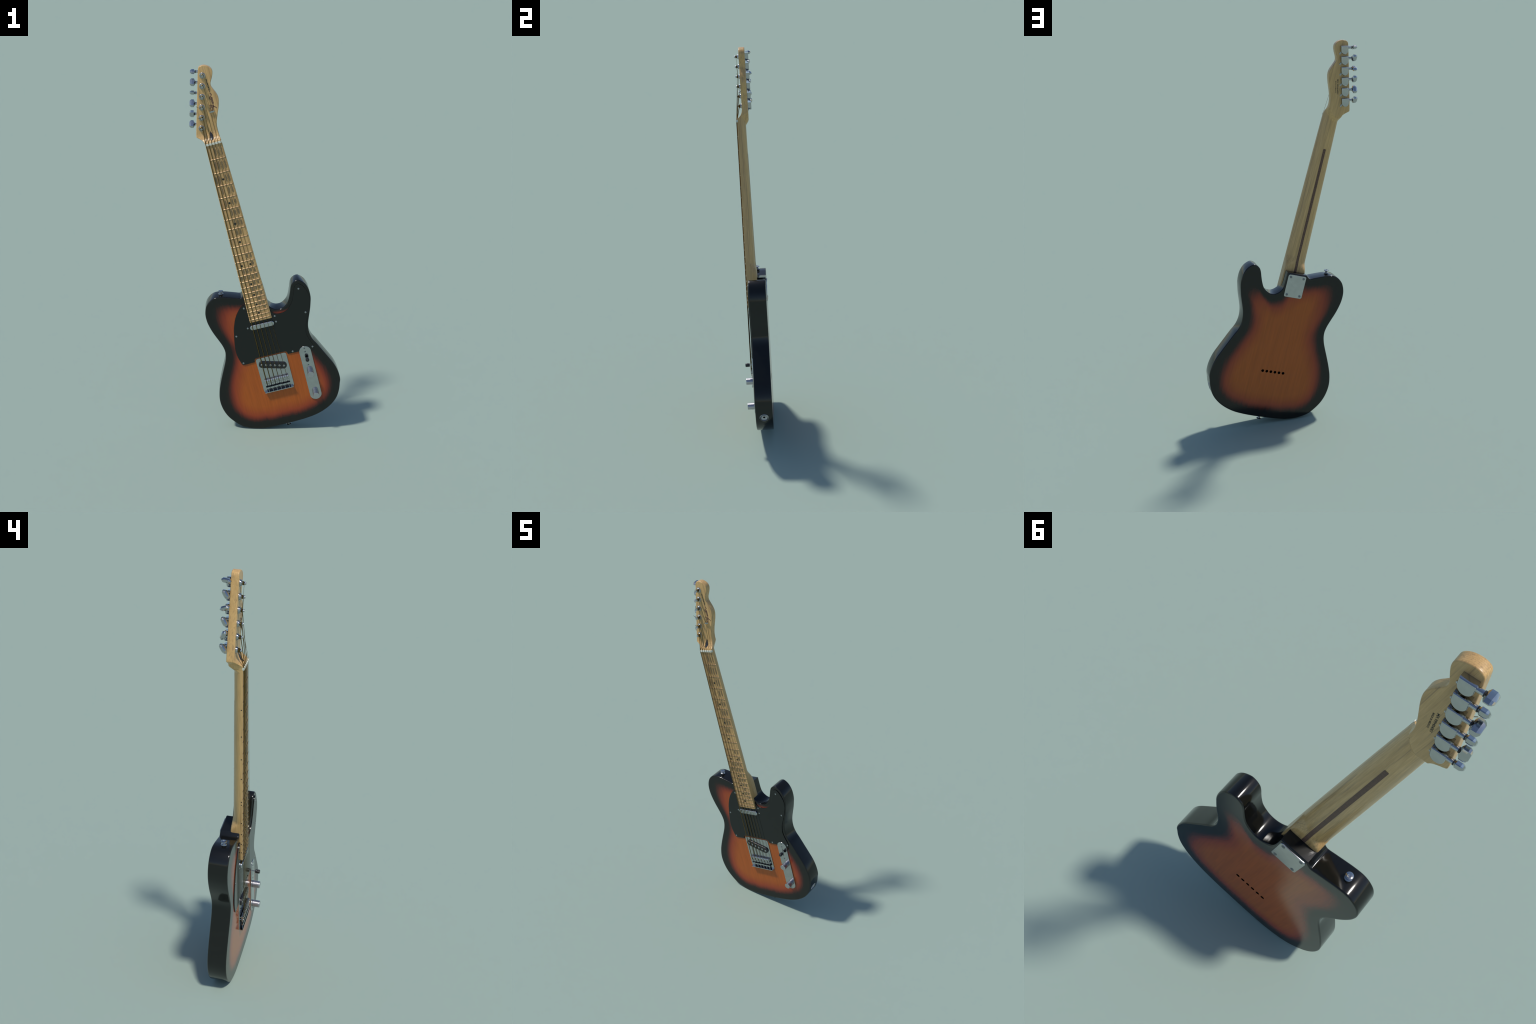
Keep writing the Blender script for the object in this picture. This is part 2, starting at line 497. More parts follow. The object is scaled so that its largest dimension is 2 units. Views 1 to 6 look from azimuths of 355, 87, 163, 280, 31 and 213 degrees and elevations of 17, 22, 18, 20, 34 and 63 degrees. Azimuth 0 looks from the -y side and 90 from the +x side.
        stain = M.math("MULTIPLY", stain, mask)
        base = M.mix(M.math("MULTIPLY", stain, 0.88), base, (0.140, 0.104, 0.055))
        rub = M.noise(M.mapped(v, (30, 9, 1), loc=(3.1, 0.4, 0)), 1.0, 3)
        bass = M.range(x, -0.045, 0.01, 1.0, 0.0)
        base = M.mix(M.math("MULTIPLY", M.range(rub, 0.5, 0.7), M.math("MULTIPLY", bass, 0.5)), base, (0.420, 0.190, 0.090))
    return M.set(color=base, rough=0.30, spec=0.5)

def plain(name, color, rough=0.4, metal=0.0, spec=0.5, mottle=0.0, scale=60):
    M = Mat(name)
    if mottle:
        n = M.noise(M.obj(), scale, 4, 0.6)
        lo = tuple(c * (1 - mottle) for c in color)
        hi = tuple(min(1, c * (1 + mottle)) for c in color)
        color = M.mix(M.range(n, 0.3, 0.7), lo, hi)
        rough = M.range(n, 0.25, 0.75, rough * 0.85, rough * 1.2)
    return M.set(color=color, rough=rough, metal=metal, spec=spec)

# ------------------------------------------------------------------ build
def build_body(mats):
    me = prism(BODY_OUTLINE, BODY_BACK, 0.0, 0.0055, 0.0055, 5, "body")
    o = add("body", me, mats["burst"], smooth=0)
    cutters = []
    for i in range(6):
        x = -0.058 + 0.0232 * i
        c = add("cutter", turned([(0, -0.05), (0.0074, -0.05), (0.0074, 0.05), (0, 0.05)], 24, Matrix.Translation((x, -1.3855, -0.105))), mats["burst"], smooth=0)
        cutters.append(c)
    jf = frame(JACK, JACK_N, (0, 0, 1))
    cutters.append(add("cutter", turned([(0, -0.03), (0.0195, -0.03), (0.0195, 0.03), (0, 0.03)], 32, jf), mats["burst"], smooth=0))
    bpy.context.view_layer.update()
    for c in cutters:
        m = o.modifiers.new("hole", "BOOLEAN")
        m.operation, m.solver, m.object = "DIFFERENCE", "EXACT", c
    dg = bpy.context.evaluated_depsgraph_get()
    dg.update()
    new = bpy.data.meshes.new_from_object(o.evaluated_get(dg))
    o.modifiers.clear()
    o.data = new
    new.name = "body"
    new.materials.clear()
    new.materials.append(mats["burst"])
    new.shade_smooth()
    new.set_sharp_from_angle(angle=math.radians(35))
    for c in cutters:
        bpy.data.objects.remove(c)
    for i in range(6):
        x = -0.058 + 0.0232 * i
        f = turned([(0.0076, 0.012), (0.0076, -0.0003), (0.0068, -0.0004), (0.0062, 0.0020), (0.0062, 0.012)], 24,
                   Matrix.Translation((x, -1.3855, BODY_BACK)), "string_ferrule")
        add("string_ferrule", f, mats["hole"], o)
        add("ferrule_dark_disc", turned([(0, 0.004), (0.0063, 0.004)], 24, Matrix.Translation((x, -1.3855, BODY_BACK + 0.002))), mats["hole"], o)  # black disc added inside the hole, standing for its dark depth
    return o

JACK = Vector((0.3113, -1.5292, -0.0440))
JACK_N = Vector((0.873, -0.488, 0))

def screw_mesh(r, h, name):
    """Domed screw head with a cross slot."""
    bm = bmesh.new()
    n, rings = 24, []
    prof = [(r, 0.0), (r, h * 0.35), (r * 0.85, h * 0.75), (r * 0.55, h * 0.95), (r * 0.45, h), (0.0, h * 0.55)]
    for rr, z in prof:
        ring = []
        for i in range(n):
            a = 2 * math.pi * i / n
            q = rr
            ring.append(bm.verts.new((q * math.cos(a), q * math.sin(a), z)) if rr > 0 else None)
        rings.append(ring)
    apex = bm.verts.new((0, 0, h * 0.5))
    for a, b in zip(rings, rings[1:]):
        for i in range(n):
            j = (i + 1) % n
            if b[0] is None:
                bm.faces.new((a[i], a[j], apex))
            else:
                bm.faces.new((a[i], a[j], b[j], b[i]))
    for i in range(4):
        a = math.pi / 2 * i + 0.4
        t = Vector((math.cos(a), math.sin(a), 0))
        s = Vector((-math.sin(a), math.cos(a), 0)) * r * 0.11
        p = [t * r * 0.12 - s, t * r * 0.62 - s, t * r * 0.62 + s, t * r * 0.12 + s]
        bm.faces.new([bm.verts.new((q.x, q.y, h * 1.02)) for q in p])
    return from_bm(bm, name)

def place(mesh, name, mat, parent, origin, zdir=(0, 0, 1), xhint=(1, 0, 0)):
    o = add(name, mesh, mat, parent)
    o.matrix_local = frame(origin, zdir, xhint)
    return o

def build_neck(mats):
    ys = list(np.linspace(JOIN_Y, -0.06, 24)) + list(np.linspace(-0.07, -0.72, 40)) + list(np.linspace(-0.73, -0.855, 34)) + [-0.88, -0.94, HEEL_Y + 0.004, HEEL_Y]
    bm = bmesh.new()
    nf, nb, edge = 18, 44, 0.0016
    rows = []
    for y in ys:
        hw = half_width(y)
        ring = []
        for k in range(nf + 1):                      # fretboard face, bass to treble
            x = (hw - edge) * (-1 + 2 * k / nf)
            ring.append((x, neck_front(x, y)))
        ring.append((hw - edge * 0.3, neck_front(hw, y) - edge * 0.3))
        ring.append((hw, neck_front(hw, y) - edge))
        for k in range(nb + 1):                      # round the back, treble to bass
            a = math.pi * k / nb
            x = hw * math.cos(a)
            ring.append((x, neck_back(x * 0.99999, y)))
        ring.append((-hw, neck_front(hw, y) - edge))
        ring.append((-hw + edge * 0.3, neck_front(hw, y) - edge * 0.3))
        rows.append([bm.verts.new((x, y, z)) for x, z in ring])
    n = len(rows[0])
    fb = []
    for a, b in zip(rows, rows[1:]):
        for i in range(n):
            f = bm.faces.new((a[i], a[(i + 1) % n], b[(i + 1) % n], b[i]))
            if i < nf:
                fb.append(f)
    bm.faces.new(rows[-1])
    bmesh.ops.recalc_face_normals(bm, faces=bm.faces)
    bm.verts.index_update()
    board = set(f.index for f in fb)
    bm.faces.index_update()
    board = set(f.index for f in fb)
    # neck shaft and fretboard face share border vertices
    def part(keep, name):
        b2 = bm.copy()
        b2.faces.ensure_lookup_table()
        bmesh.ops.delete(b2, geom=[f for f in b2.faces if (f.index in board) != keep], context="FACES")
        me = bpy.data.meshes.new(name)
        b2.to_mesh(me)
        b2.free()
        return me
    neck = add("neck", part(False, "neck"), mats["maple"])
    blend_seam(neck)
    board_o = add("fretboard", part(True, "fretboard"), mats["board"])
    bm.free()
    # frets
    for i in range(1, 23):
        y = fret_y(i)
        hw = half_width(y) - 0.0010
        b = bmesh.new()
        prev = None
        for k in range(25):
            x = hw * (-1 + 2 * k / 24)
            z0 = neck_front(x, y) - 0.0006
            end = 1.0 if 0 < k < 24 else 0.45
            ring = [b.verts.new((x, y + 0.0023 * math.cos(math.pi * j / 8), z0 + 0.0029 * end * math.sin(math.pi * j / 8))) for j in range(9)]
            if prev:
                for j in range(9):
                    b.faces.new((prev[j], prev[(j + 1) % 9], ring[(j + 1) % 9], ring[j]))
            else:
                b.faces.new(ring)
            prev = ring
        b.faces.new(prev[::-1])
        add("fret", from_bm(b, "fret"), mats["fret"], board_o, 50)
    # inlay dots and side dots
    dot = prism(circle(0, 0, 0.0057, 24), -0.0004, 0.0005, 0, 0.0002, 2, "inlay_dot")
    side = prism(circle(0, 0, 0.0026, 12), -0.0004, 0.0005, 0, 0.0, 1, "side_dot")
    for f in (3, 5, 7, 9, 12, 15, 17, 19, 21):
        y = (fret_y(f) + fret_y(f - 1)) / 2 - 0.0025
        for x in ((-0.023, 0.023) if f == 12 else (0.0,)):
            place(dot, "inlay_dot", mats["dot"], board_o, (x, y, neck_front(x, y)))
        for dy in ((-0.008, 0.008) if f == 12 else (0.0,)):
            place(side, "side_dot", mats["dot"], neck, (-half_width(y), y + dy, 0.0086), (-1, 0, 0), (0, 1, 0))
    # dark filler strip let into the back
    b = bmesh.new()
    prev = None
    ys2 = [-0.1715 - 0.005 * (k / 10) ** 2 for k in range(10)] + list(np.linspace(-0.1765, -0.842, 90))
    for i, y in enumerate(ys2):
        d = -(y + 0.1715)
        hw = 0.0071 if d >= 0.005 else 0.0071 * (0.45 + 0.55 * math.sqrt(max(0.0, 1 - (1 - d / 0.005) ** 2)))
        ring = [b.verts.new((hw * t - 0.0004, y, neck_back(hw * t, y) - 0.0006)) for t in np.linspace(-1, 1, 7)]
        low = [b.verts.new((hw * t - 0.0004, y, neck_back(hw * t, y) + 0.002)) for t in (-1, 1)]
        full = [low[0]] + ring + [low[1]]
        if prev:
            for j in range(len(full) - 1):
                b.faces.new((prev[j], prev[j + 1], full[j + 1], full[j]))
        prev = full
    add("filler_strip", from_bm(b, "filler_strip"), mats["walnut"], neck)
    # nut with string slots
    b = bmesh.new()
    xs = [-0.0418]
    for i in range(6):
        c = -0.0388 + 0.01540 * i
        xs += [c - 0.0016, c + 0.0016]
    xs.append(0.0420)
    for k in range(0, len(xs) - 1):
        slot = k % 2 == 1
        x0, x1 = xs[k], xs[k + 1]
        top = 0.0176 if slot else 0.0202
        for y0, y1, t in ((-0.0052, -0.0040, top - 0.0013), (-0.0040, 0.0046, top), (0.0046, 0.0062, top - 0.0016)):
            box(b, x0, x1, y0, y1, 0.0105, t)
    add("nut", from_bm(b, "nut"), mats["bone"], neck, 20)
    return neck

def blend_seam(o):
    """Neck and headstock meet without a seam: give both the same normals along the join."""
    me = o.data
    ns = []
    for v in me.vertices:
        x, y, z = v.co
        n = (0.0, 0.0, 0.0)
        if abs(y - JOIN_Y) < 2e-4:
            hw = half_width(y)
            if abs(x) > hw * 0.985 and z > -0.004:
                n = (math.copysign(1, x), 0.0, 0.0)
            elif z < 0.004:
                e = 0.0004
                q = max(-hw * 0.96, min(hw * 0.96, x))
                gx = (neck_back(q + e, y) - neck_back(q - e, y)) / (2 * e)
                gy = (neck_back(q, y + e) - neck_back(q, y - e)) / (2 * e)
                n = tuple(Vector((gx, gy, -1)).normalized())
        ns.append(n)
    me.normals_split_custom_set_from_vertices(ns)

def build_headstock(mats):
    out = spline(HEAD, corners=(0, len(HEAD) - 1), sub=5)
    me = prism(out, 1.0, 2.0, 0.10, 0.10, 4, "headstock")   # depth 1..2 is mapped to the real depths below
    # rebuild with proper rim rounding: scale rim inset to 3.2 mm
    P = out if area(out) > 0 else out[::-1]
    bm = bmesh.new()
    r, rd, seg = 0.0034, 0.0034 / (HEAD_FRONT - HEAD_BACK), 4
    rings = [(r * 1.4, 0.0)]
    for k in range(seg + 1):
        a = math.pi / 2 * k / seg
        rings.append((r * (1 - math.sin(a)), rd * (1 - math.cos(a))))
    for s in (0.3, 0.5, 0.7):
        rings.append((0.0, s))
    for k in range(seg + 1):
        a = math.pi / 2 * k / seg
        rings.append((r * (1 - math.cos(a)), 1 - rd * (1 - math.sin(a))))
    rings.append((r * 1.4, 1.0))
    loops = [[bm.verts.new((*(inset(P, d) if d else P)[i], s)) for i in range(len(P))] for d, s in rings]
    n = len(P)
    for a, b in zip(loops, loops[1:]):
        for i in range(n):
            bm.faces.new((a[i], a[(i + 1) % n], b[(i + 1) % n], b[i]))
    caps = [bm.faces.new(loops[0][::-1]), bm.faces.new(loops[-1])]
    bmesh.ops.recalc_face_normals(bm, faces=bm.faces)
    bmesh.ops.triangulate(bm, faces=caps)
    for y in np.arange(JOIN_Y, 0.075, 0.0035):
        bmesh.ops.bisect_plane(bm, geom=bm.verts[:] + bm.edges[:] + bm.faces[:], plane_co=(0, y, 0), plane_no=(0, 1, 0))
    for x in np.arange(-0.0395, 0.041, 0.005):
        low = [f for f in bm.faces if f.calc_center_median().y < 0.075]
        g = set(low)
        for f in low:
            g.update(f.edges)
            g.update(f.verts)
        bmesh.ops.bisect_plane(bm, geom=list(g), plane_co=(x, 0, 0), plane_no=(1, 0, 0))
    bmesh.ops.delete(bm, geom=[v for v in bm.verts if v.co.y < JOIN_Y - 1e-5], context="VERTS")
    for v in bm.verts:
        x, y, s = v.co
        front = lerp_table(y, FRONT_RAMP)
        if y < 0.0105:
            front = neck_front(x, min(y, 0))
        back = neck_back(x, y) if y < 0.07 else HEAD_BACK
        v.co.z = back + s * (front - back)
    bmesh.ops.remove_doubles(bm, verts=bm.verts, dist=1e-5)
    bpy.data.meshes.remove(me)
    head = add("headstock", from_bm(bm, "headstock"), mats["maple"], None, 40)
    blend_seam(head)
    # raised dark patch in place of the truss rod recess, behind the nut
    b = bmesh.new()
    tip, foot, grid = 0.0585, 0.0165, []
    for i in range(25):
        t = i / 24
        y = foot + (tip - foot) * t
        w = 0.0094 * (math.sqrt(max(0.0, 1 - ((t - 0.28) / 0.285) ** 2)) if t < 0.28 else 1 - ((t - 0.28) / 0.72) ** 1.7) + 0.0002
        cx = -0.0042 + 0.004 * t
        grid.append([b.verts.new((cx + w * u, y, lerp_table(y, FRONT_RAMP) + 0.0016 - 0.0012 * u * u)) for u in np.linspace(-1, 1, 9)])
    for a, c in zip(grid, grid[1:]):
        for j in range(8):
            b.faces.new((a[j], a[j + 1], c[j + 1], c[j]))
    add("truss_rod_dark_patch", from_bm(b, "truss_rod_dark_patch"), mats["truss_dark"], head)
    # string tree
    b = bmesh.new()
    box(b, -0.0112, 0.0112, -0.0034, 0.0034, 0.0066, 0.0086)
    for sx in (-1, 1):
        box(b, sx * 0.0112 - 0.0012, sx * 0.0112 + 0.0012, -0.0034, 0.0034, 0.0040, 0.0085)
    bevel_all(b, 0.0006)
    tree = from_bm(b, "string_tree")
    t = add("string_tree", tree, mats["chrome"], head)
    t.matrix_local = Matrix.Translation((0.0318, 0.1525, HEAD_FRONT)) @ Matrix.Rotation(math.radians(1), 4, "Z")
    p = add("tree_post", turned([(0.0042, 0), (0.0042, 0.008), (0.0052, 0.0086), (0.0048, 0.0102), (0, 0.0104)], 20), mats["chrome"], t)
    return head

def build_tuners(mats, head):
    washer = turned([(0.0149, 0.0), (0.0149, 0.0016), (0.0140, 0.0024), (0.0128, 0.0026), (0.0122, 0.0070), (0.0108, 0.0086), (0.0078, 0.0090), (0.0066, 0.0090), (0.0066, 0.0)], 36, None, "bushing")
    # six-sided flats on the bushing
    posts = turned([(0.0062, 0.0), (0.0062, 0.0105), (0.0046, 0.0125), (0.0044, 0.0150), (0.0048, 0.0170), (0.0060, 0.0182), (0.0060, 0.0232), (0.0054, 0.0243), (0.0030, 0.0245), (0, 0.0240)], 28, None, "tuner_post")
    outl = [(0.0168, 0.0220), (-0.0210, 0.0220), (-0.0210, 0.002)]
    for k in range(1, 16):
        a = math.pi * k / 16
        outl.append((-0.0021 - 0.0189 * math.cos(a), 0.000 - 0.0210 * math.sin(a)))
    outl += [(0.0168, 0.002)]
    house = prism([(-x, y) for x, y in outl], -0.0180, 0.0, 0.0037, 0.0, 5, "tuner_housing")   # local x points inward
    ringm = turned([(0.0140, 0.0), (0.0138, -0.0003), (0.0132, -0.0003), (0.0130, 0.0)], 36, None, "housing_ring")
    tab = prism(stadium(0, 0, 0.011, 0.011, 0.0044, 10), -0.0026, 0.0, 0.0008, 0.0, 2, "mounting_tab")
    tabscrew = screw_mesh(0.0034, 0.0018, "tab_screw")
    shaft = turned([(0.0066, 0.010), (0.0066, 0.0175), (0.0061, 0.0180), (0.0060, 0.0330), (0.0052, 0.0340), (0.0050, 0.042)], 24, None, "button_shaft")
    collar = turned([(0.0050, 0.0325), (0.0070, 0.0330), (0.0070, 0.0362), (0.0050, 0.0368)], 24, None, "button_collar")
    # button: faceted lens section swept outward, pinched at the shaft and domed at the end
    b = bmesh.new()
    W, T = 0.0201, 0.0095
    sec = [(-1, 0.14), (-0.66, 0.90), (-0.3, 1.0), (0.3, 1.0), (0.66, 0.90), (1, 0.14)]
    sec = sec + [(x, -z) for x, z in sec[::-1]]
    rows = []
    for d, sw, st in ((0.0362, 0.58, 0.46), (0.0412, 1.0, 1.0), (0.0530, 1.0, 1.0), (0.0580, 0.84, 0.74), (0.0613, 0.60, 0.46)):
        rows.append([b.verts.new((W * sw * a, T * st * c, d)) for a, c in sec])
    for r0, r1 in zip(rows, rows[1:]):
        for i in range(len(sec)):
            j = (i + 1) % len(sec)
            b.faces.new((r0[i], r0[j], r1[j], r1[i]))
    b.faces.new(rows[0][::-1])
    b.faces.new(rows[-1])
    button = from_bm(b, "tuner_button")
    tilt = [-57, 67, -60, 20, -57, -9]
    for i in range(6):
        p = post(i)
        # housing frame: x inward, y toward the tip, z forward
        hm = Matrix((-OUT, ROW, Vector((0, 0, 1)))).transposed().to_4x4()
        hm.translation = Vector((p.x, p.y, HEAD_BACK))
        t = add("tuner", house, mats["chrome"])
        t.matrix_local = hm
        def put(mesh, name, mat, m, parent=t, sm=35):
            o = add(name, mesh, mat, parent, sm)
            o.matrix_local = hm.inverted() @ m
            return o
        put(washer, "bushing", mats["chrome"], Matrix.Translation((p.x, p.y, HEAD_FRONT)))
        put(posts, "tuner_post", mats["chrome"], Matrix.Translation((p.x, p.y, HEAD_FRONT)))
        put(ringm, "housing_ring", mats["chrome"], hm @ Matrix.Translation((0.002, 0.0005, -0.0174)))
        put(tab, "mounting_tab", mats["chrome"], hm @ Matrix.Translation((0.0236, -0.0175, 0)) @ Matrix.Rotation(math.radians(88), 4, "Z"))
        put(tabscrew, "tab_screw", mats["chrome"], hm @ Matrix.Translation((0.0233, -0.0172, -0.0026)) @ Matrix.Rotation(math.pi, 4, "X"))
        axis = frame(Vector((p.x, p.y, -0.0560)) + ROW * 0.0118, OUT, (0, 0, 1))
        put(shaft, "button_shaft", mats["chrome"], axis)
        put(collar, "button_collar", mats["rubber"], axis)
        # local x of the axis frame is z (front), local y runs toward -row or row
        ydir = axis.to_3x3() @ Vector((0, 1, 0))
        sgn = 1 if ydir.dot(ROW) > 0 else -1
        put(button, "tuner_button", mats["chrome"], axis @ Matrix.Rotation(math.radians(tilt[i]) * sgn, 4, "Z"), t, 18)

STRING_R = [0.0021, 0.0017, 0.0014, 0.0010, 0.0008, 0.0006]
def build_strings(mats):
    z_nut, z_sad = 0.0187, 0.0191
    for i in range(6):
        xn = -0.0388 + 0.01540 * i
        xs = -0.0582 + 0.02328 * i
        r = STRING_R[i]
        p = post(i)
        side = Vector((p.x, p.y, 0)) - ROW * 0.0 + Vector((0.0068, 0.002, 0))
        zp = -0.0008 + 0.0004 * i
        path = [(xs, -1.3855, -0.004), (xs, -1.3835, 0.0045), (xs, -1.372, 0.0125), (xs, -1.360, 0.0180), (xs, -1.352, z_sad)]
        for k in range(1, 24):
            f = k / 24
            path.append((xs + (xn - xs) * f, -1.352 + 1.350 * f, z_sad + (z_nut - z_sad) * f))
        path += [(xn, -0.002, z_nut), (xn + 0.0000, 0.004, z_nut - 0.0004)]
        if i >= 4:
            path.append((0.0318 + (0.0055 if i == 5 else -0.0055), 0.1525, HEAD_FRONT + 0.0058))
        path.append((side.x, side.y, zp + HEAD_FRONT + 0.0140 + 0.0))
        me = tube(path, r, 8, "string")
        o = add("string", me, mats["bronze"])
        # windings on the post
        turns, coil = 2.6 if i < 4 else 3.2, []
        rc = max(0.0011, r * 0.95)
        for k in range(int(turns * 20) + 1):
            a = k / 20 * 2 * math.pi
            rad = 0.0056 + rc
            coil.append((p.x + rad * math.cos(-a + 0.2), p.y + rad * math.sin(-a + 0.2), HEAD_FRONT + 0.0165 - k / 20 * rc * 1.7))
        add("string_winding", tube(coil, rc, 6, "string_winding"), mats["bronze"], o)
    def end(pts):
        add("string_end", tube([tuple(q) for q in spline(pts, closed=False, sub=5)], 0.0009, 6, "string_end"), mats["bronze"])
    zz = HEAD_FRONT + 0.0135
    p = post(2)
    end([(p.x - 0.006, p.y + 0.001, zz), (p.x - 0.015, p.y + 0.0035, zz + 0.001), (p.x - 0.0255, p.y + 0.0145, zz + 0.004)])
    p = post(1)
    end([(p.x - 0.006, p.y + 0.003, zz), (p.x - 0.0145, p.y + 0.0055, zz + 0.001), (p.x - 0.0205, p.y + 0.0085, zz + 0.001)])
    p = post(3)
    end([(p.x - 0.006, p.y + 0.002, zz), (p.x - 0.010, p.y + 0.006, zz + 0.001), (p.x - 0.0095, p.y + 0.0185, zz + 0.003)])

def build_guard(mats):
    out = spline(GUARD, corners=GUARD_CORNERS, sub=4)
    g = add("pickguard", prism(out, 0.0002, 0.0042, 0.0, 0.0016, 2, "pickguard"), mats["guard"], None, 30)
    s = screw_mesh(0.0049, 0.0016, "guard_screw")
    for x, y in ((-0.0725, -0.9073), (-0.1514, -1.0558), (-0.1532, -1.2200), (0.1220, -1.2195), (0.2328, -1.2195), (0.2411, -1.0127), (0.2348, -0.8712), (0.0762, -0.9918),
                 (-0.0804, -1.0252), (0.0759, -1.0252)):
        o = place(s, "guard_screw", mats["screw"], g, (x, y, 0.0041))
        o.rotation_euler.z = rng.uniform(0, 3)
    return g

def build_neck_pickup(mats):
    o = add("neck_pickup", prism(stadium(-0.0545, -1.0262, 0.0505, -1.0262, 0.0142, 16), 0.002, 0.0135, 0, 0.0048, 6, "neck_pickup"), mats["chrome"])
    return o

def build_bridge(mats):
    # plate with its rear edge folded up into a lip
    plate = add("bridge_plate", prism(rounded(-0.0850, 0.0850, -1.4240, -1.2155, 0.0115, 6), 0.0002, 0.0038, 0.0, 0.0009, 2, "bridge_plate"), mats["chrome"], None, 30)
    b = bmesh.new()
    box(b, -0.0795, 0.0795, -1.4246, -1.4202, 0.0025, 0.0180)
    bevel_all(b, 0.0014, 3)
    add("bridge_lip", from_bm(b, "bridge_lip"), mats["chrome"], plate)
    # bridge pickup, slanted
    ang = math.atan2(-0.0347, 0.1162)
    c = Vector((-0.0008, -1.2700))
    d = Vector((math.cos(ang), math.sin(ang))) * 0.0575
    pk = add("bridge_pickup", prism(stadium(c.x - d.x, c.y - d.y, c.x + d.x, c.y + d.y, 0.0192, 16), 0.003, 0.0116, 0, 0.0030, 4, "bridge_pickup"), mats["black"], None)
    pole = turned([(0.0058, 0), (0.0058, 0.0030), (0.0050, 0.0038), (0, 0.0038)], 24, None, "pole_piece")
    for i in range(6):
        f = -1 + 2 * i / 5
        place(pole, "pole_piece", mats["pole"], pk, (c.x + f * 0.0581, c.y - f * 0.01735, 0.0090))
    s = screw_mesh(0.0042, 0.0022, "bridge_screw")
    for x, y in ((0.0069, -1.2375), (-0.0516, -1.2815), (0.0353, -1.3080)):
        place(s, "bridge_screw", mats["chrome"], plate, (x, y, 0.0037))
    # saddles: bent steel, front roll, flat tongue with a string gap, rear tab and length screw
    b = bmesh.new()
    w = 0.0106
    rings = []
    for x in (-w, -w + 0.0006, -0.0018, -0.0008, 0.0008, 0.0018, w - 0.0006, w):
        q = 0.0070 if abs(x) >= w else (0.0060 if abs(x) < 0.001 else 0.0078)
        rings.append([b.verts.new((x, q * math.cos(2 * math.pi * k / 20), 0.0086 + q * math.sin(2 * math.pi * k / 20))) for k in range(20)])
    for r0, r1 in zip(rings, rings[1:]):
        for k in range(20):
            b.faces.new((r0[k], r0[(k + 1) % 20], r1[(k + 1) % 20], r1[k]))
    b.faces.new(rings[0][::-1])
    b.faces.new(rings[-1])
    box(b, -w, -0.0024, -0.0290, -0.0060, 0.0095, 0.0128)
    box(b, 0.0024, w, -0.0290, -0.0060, 0.0095, 0.0128)
    bevel_all(b, 0.0009, 2, 70)
    sad = from_bm(b, "saddle")
    b = bmesh.new()
    box(b, -w, w, -0.0530, -0.0440, 0.0060, 0.0145)
    bevel_all(b, 0.0012, 2)
    tab = from_bm(b, "saddle_tab")
    b = bmesh.new()
    for sx in (-1, 1):
        box(b, sx * 0.0096 - 0.0010, sx * 0.0096 + 0.0010, -0.0460, -0.0300, 0.0040, 0.0105)
    sid = from_bm(b, "saddle_side")
    hs = turned([(0.0026, 0), (0.0026, 0.014), (0.0020, 0.0155), (0, 0.0150)], 16, None, "height_screw")
    ls = turned([(0.0019, 0), (0.0022, 0.006), (0.0019, 0.012), (0.0022, 0.018), (0.0019, 0.0335)], 14, None, "length_screw")
    for i in range(6):
        x = -0.0566 + 0.02264 * i
        y = -1.3515 + rng.uniform(-0.0008, 0.0008)
        o = place(sad, "saddle", mats["chrome"], plate, (x, y, 0.0030))
        place(tab, "saddle_tab", mats["chrome"], o, (0, 0.0055, 0))
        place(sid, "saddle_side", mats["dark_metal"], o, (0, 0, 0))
        for sx in (-1, 1):
            place(hs, "height_screw", mats["chrome"], o, (sx * 0.0062, -0.0170, 0.0))
        place(ls, "length_screw", mats["chrome"], o, (0.0004, -0.0705, 0.0072), (0, 1, 0), (1, 0, 0))
    sh = add("saddle_shade_plate", prism([(-0.066, -1.4200), (0.066, -1.4200), (0.066, -1.3840), (-0.066, -1.3840)], 0.0030, 0.0046, 0, 0, 1, "bridge_shade_plate"), mats["dark_metal"], plate)  # dark plate added where only shade lies between saddles and lip
    sh.name = "bridge_shade_plate"
    return plate

